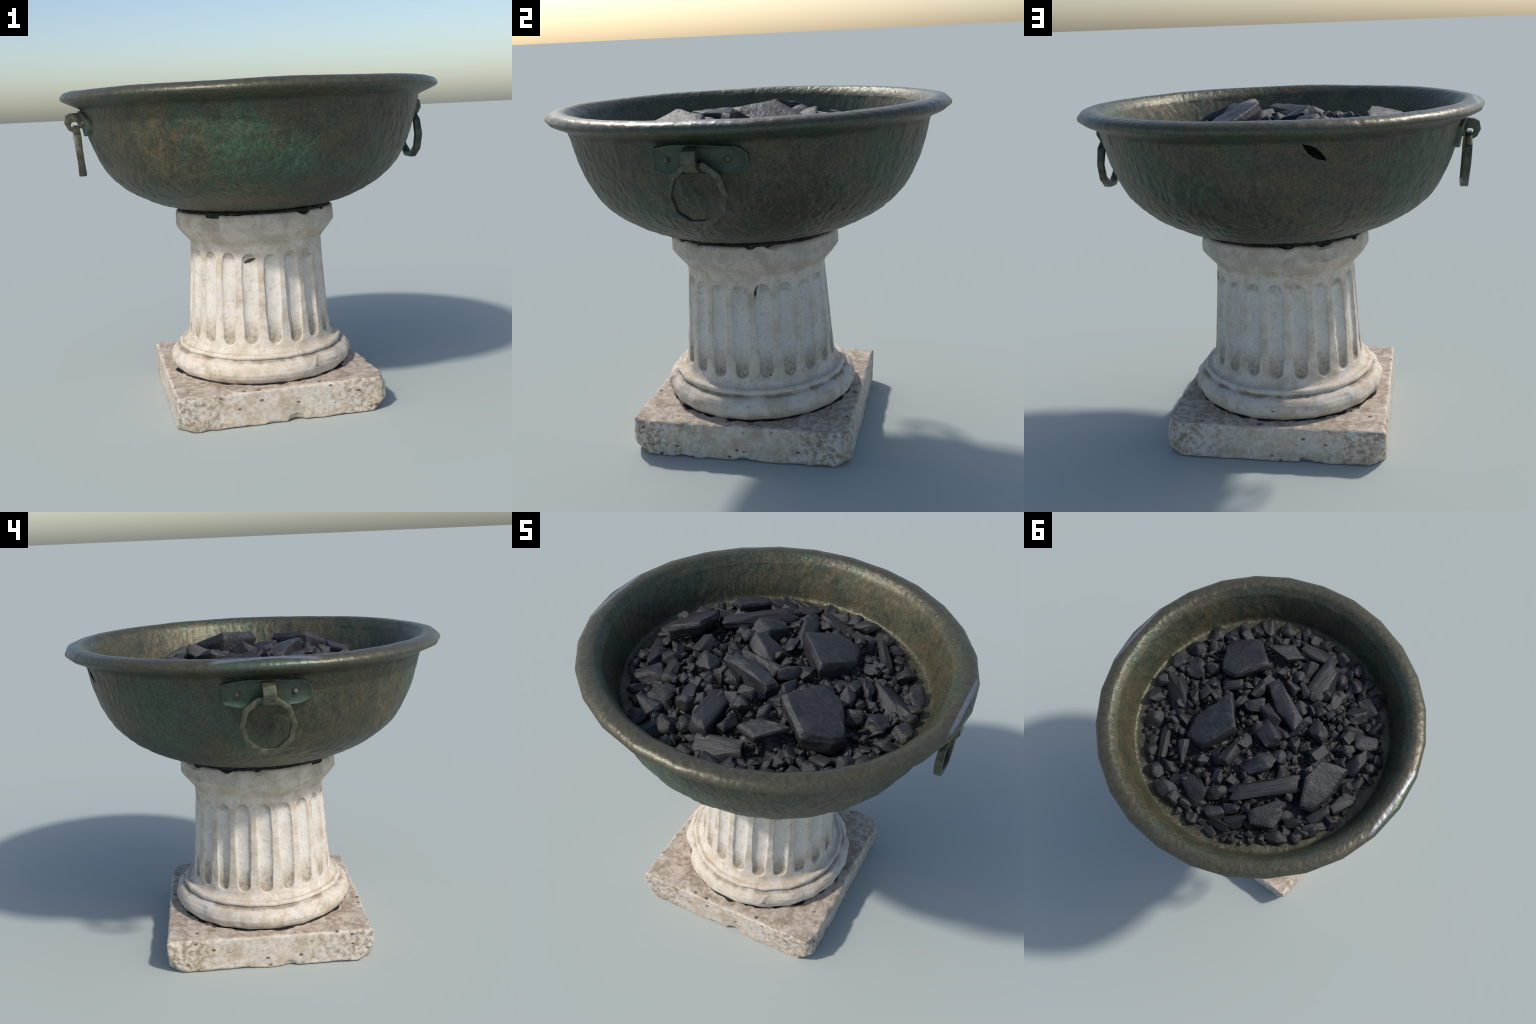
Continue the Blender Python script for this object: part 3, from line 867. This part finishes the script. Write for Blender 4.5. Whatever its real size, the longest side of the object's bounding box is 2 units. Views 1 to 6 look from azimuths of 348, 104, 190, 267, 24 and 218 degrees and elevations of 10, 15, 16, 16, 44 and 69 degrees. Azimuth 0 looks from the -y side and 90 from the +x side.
# angular pieces and rounder pieces: x, y, length, width, direction of the length in degrees
ANGULAR = [(-0.00, -0.61, 0.23, 0.13, 9), (-0.14, -0.47, 0.26, 0.14, 91), (0.57, 0.11, 0.30, 0.11, 142, -0.035), (-0.08, 0.05, 0.17, 0.12, 155), (-0.04, -0.06, 0.19, 0.10, 155),
           (-0.27, 0.33, 0.36, 0.10, 45), (0.08, 0.56, 0.19, 0.11, 149), (-0.43, -0.41, 0.14, 0.10, 64), (-0.46, -0.49, 0.15, 0.10, 154), (0.04, 0.28, 0.18, 0.09, 100),
           (0.00, 0.15, 0.10, 0.06, 93), (-0.12, 0.65, 0.22, 0.05, 2), (-0.24, 0.58, 0.14, 0.07, 38), (-0.11, 0.60, 0.12, 0.07, 37), (-0.17, 0.54, 0.10, 0.06, 16),
           (0.44, 0.41, 0.25, 0.05, 121), (0.27, 0.44, 0.18, 0.06, 118), (0.29, -0.10, 0.11, 0.06, 38), (0.15, -0.16, 0.12, 0.07, 70), (0.10, -0.06, 0.12, 0.08, 42),
           (-0.02, -0.30, 0.10, 0.06, 162), (-0.14, -0.21, 0.09, 0.08, 168), (-0.20, -0.25, 0.07, 0.05, 150), (-0.40, -0.03, 0.12, 0.07, 83), (-0.68, 0.13, 0.14, 0.09, 70),
           (-0.62, 0.25, 0.14, 0.07, 63), (-0.51, 0.39, 0.11, 0.06, 25), (-0.65, 0.31, 0.09, 0.05, 48), (-0.69, -0.05, 0.17, 0.06, 91), (0.41, 0.03, 0.08, 0.07, 77),
           (0.09, 0.66, 0.09, 0.05, 0), (-0.15, 0.71, 0.07, 0.05, 167)]
ROUNDED = [(0.57, -0.10, 0.16, 0.15, 177), (-0.14, 0.24, 0.22, 0.13, 45), (-0.61, -0.15, 0.19, 0.10, 79), (-0.57, -0.29, 0.16, 0.13, 6), (-0.32, -0.15, 0.16, 0.11, 143),
           (-0.04, 0.51, 0.12, 0.08, 49), (-0.01, 0.71, 0.09, 0.07, 23), (-0.49, 0.52, 0.12, 0.09, 33), (-0.58, 0.45, 0.08, 0.06, 67), (-0.37, 0.62, 0.05, 0.05, 45),
           (0.24, 0.66, 0.14, 0.11, 8), (0.37, 0.60, 0.11, 0.09, 13), (0.47, 0.51, 0.08, 0.10, 28), (0.59, 0.35, 0.14, 0.12, 62), (0.68, 0.20, 0.10, 0.13, 6),
           (0.71, 0.10, 0.10, 0.10, 7), (0.30, 0.53, 0.11, 0.07, 175), (0.64, -0.38, 0.09, 0.12, 33), (0.39, -0.62, 0.10, 0.13, 41), (0.27, -0.66, 0.09, 0.12, 41),
           (0.15, -0.71, 0.12, 0.07, 138), (0.01, -0.72, 0.11, 0.12, 57), (0.51, -0.51, 0.07, 0.09, 52), (0.44, -0.54, 0.09, 0.10, 49), (0.55, -0.42, 0.09, 0.10, 55),
           (0.69, -0.21, 0.13, 0.10, 13), (0.71, -0.08, 0.11, 0.11, 8), (0.48, -0.15, 0.09, 0.10, 169), (-0.01, -0.38, 0.09, 0.09, 179), (-0.22, -0.54, 0.08, 0.11, 20),
           (-0.31, -0.58, 0.10, 0.10, 71), (-0.28, -0.44, 0.09, 0.09, 44), (-0.25, -0.27, 0.08, 0.06, 38), (-0.52, -0.17, 0.10, 0.08, 44), (-0.23, 0.12, 0.08, 0.08, 169),
           (-0.71, -0.24, 0.08, 0.09, 65), (-0.47, -0.58, 0.09, 0.10, 45), (-0.25, -0.69, 0.09, 0.09, 67), (-0.14, -0.70, 0.09, 0.09, 25), (-0.58, -0.41, 0.11, 0.07, 55),
           (0.16, 0.40, 0.09, 0.07, 41), (-0.70, -0.16, 0.09, 0.08, 30), (-0.36, -0.64, 0.09, 0.08, 10)]
prng = random.Random(77)
for kind, table in ((BLOCKS, ANGULAR), (LUMPS, ROUNDED)):
    for k, (x, y, ln, wd, yaw, *lift) in enumerate(table):
        r = math.hypot(x, y)
        lift = lift[0] if lift else 0.0
        th = min(wd, 0.11) * prng.uniform(0.85, 1.05) if kind is LUMPS else min(wd * prng.uniform(0.8, 1.05), 0.11)
        th = max(min(th, 0.11 - 0.22 * max(r - 0.52, 0)), 0.045)
        z = max(pile_top(r) - 0.012 + lift - th * 0.5 + prng.uniform(-0.015, 0.015), FLOOR_Z + th * 0.36)
        tilt = (prng.uniform(-0.42, 0.42), prng.uniform(-0.7, 0.7))
        lay(kind[k % len(kind)], x, y, z, (ln * 1.22, wd * 1.22, th * 1.15), math.radians(yaw), tilt)
        taken.append((x, y, 0.42 * math.sqrt(ln * wd)))

# middling pieces fill what is left between them
frng = random.Random(123)
count = 0
for _ in range(9000):
    if count >= 200:
        break
    r = 0.735 * math.sqrt(frng.random())
    a = frng.uniform(0, TAU)
    x, y = r * math.cos(a), r * math.sin(a)
    s = frng.choice((0.046, 0.058, 0.072, 0.088))
    if any((x - tx) ** 2 + (y - ty) ** 2 < (tr * 0.92 + s * 0.26) ** 2 for tx, ty, tr in taken):
        continue
    taken.append((x, y, s * 0.36))
    z = max(pile_top(r) - 0.060 + frng.uniform(-0.026, 0.022), FLOOR_Z + s * 0.3)
    me = frng.choice(BLOCKS if frng.random() < 0.5 else LUMPS)
    lay(me, x, y, z, (s * frng.uniform(0.9, 1.6), s * frng.uniform(0.8, 1.1), s * frng.uniform(0.6, 0.9)), frng.uniform(0, TAU), (frng.uniform(-0.8, 0.8), frng.uniform(-0.8, 0.8)))
    count += 1

def build_rubble():
    # small chippings, joined
    crng = random.Random(5)
    chips = [hull_mesh('chip', (block_points if k % 2 else lump_points)(crng), 0.05, 0, 0, k, RUBBLE) for k in range(6)]
    data = []
    for me in chips:
        co = np.array([v.co[:] for v in me.vertices])
        data.append((co, [tuple(p.vertices) for p in me.polygons]))
    V, F, n = [], [], 0
    for _ in range(1900):
        r = 0.745 * math.sqrt(crng.random())
        a = crng.uniform(0, TAU)
        if r > 0.69 and crng.random() < 0.6:
            continue
        s = 0.011 + 0.030 * crng.random() ** 2
        co, fa = data[crng.randrange(6)]
        M = np.array(Euler((crng.uniform(0, 6), crng.uniform(0, 6), crng.uniform(0, 6))).to_matrix())
        z = max(pile_top(r) - 0.084 + crng.uniform(-0.016, 0.012), FLOOR_Z + s * 0.3)
        V.append((co * (s * crng.uniform(0.8, 1.7), s, s * 0.8)) @ M.T + (r * math.cos(a), r * math.sin(a), z - FLOOR_Z))
        F += [tuple(i + n for i in f) for f in fa]
        n += len(co)
    o = mesh_object('rubble', np.concatenate(V), F, RUBBLE, coal_pile)
    o.data.set_sharp_from_angle(angle=math.radians(35))
    o['kind'] = 'stuff'
    for me in chips:
        bpy.data.meshes.remove(me)
    # the bed of dust and grit they lie in
    rows, cols = 110, 320
    rr = np.linspace(1, 0.0005, rows)
    th = np.arange(cols) / cols * TAU
    edge = 0.735 + 0.03 * fbm(np.stack([np.cos(th) * 3, np.sin(th) * 3, th * 0], -1), 3, 90)
    R = rr[:, None] * edge[None]
    X, Y = R * np.cos(th), R * np.sin(th)
    top = 1.655 - 0.160 * (np.minimum(R, 0.78) / 0.72) ** 3
    q = np.stack([X, Y, X * 0], -1).reshape(-1, 3)
    Z = top - 0.110 + (fbm(q * 20, 3, 91) * 0.026).reshape(R.shape)
    Z = np.maximum(Z, FLOOR_Z + 0.001 + 0.004 * (1 - rr[:, None])) - FLOOR_Z
    Z[0] = 0.0003
    P = np.stack([X, Y, Z], -1)
    b = grid_part('grit_bed', P, grid_normals(P), 0, rows - 1, RUBBLE, coal_pile)
    b['kind'] = 'stuff'

build_rubble()
bpy.context.view_layer.update()
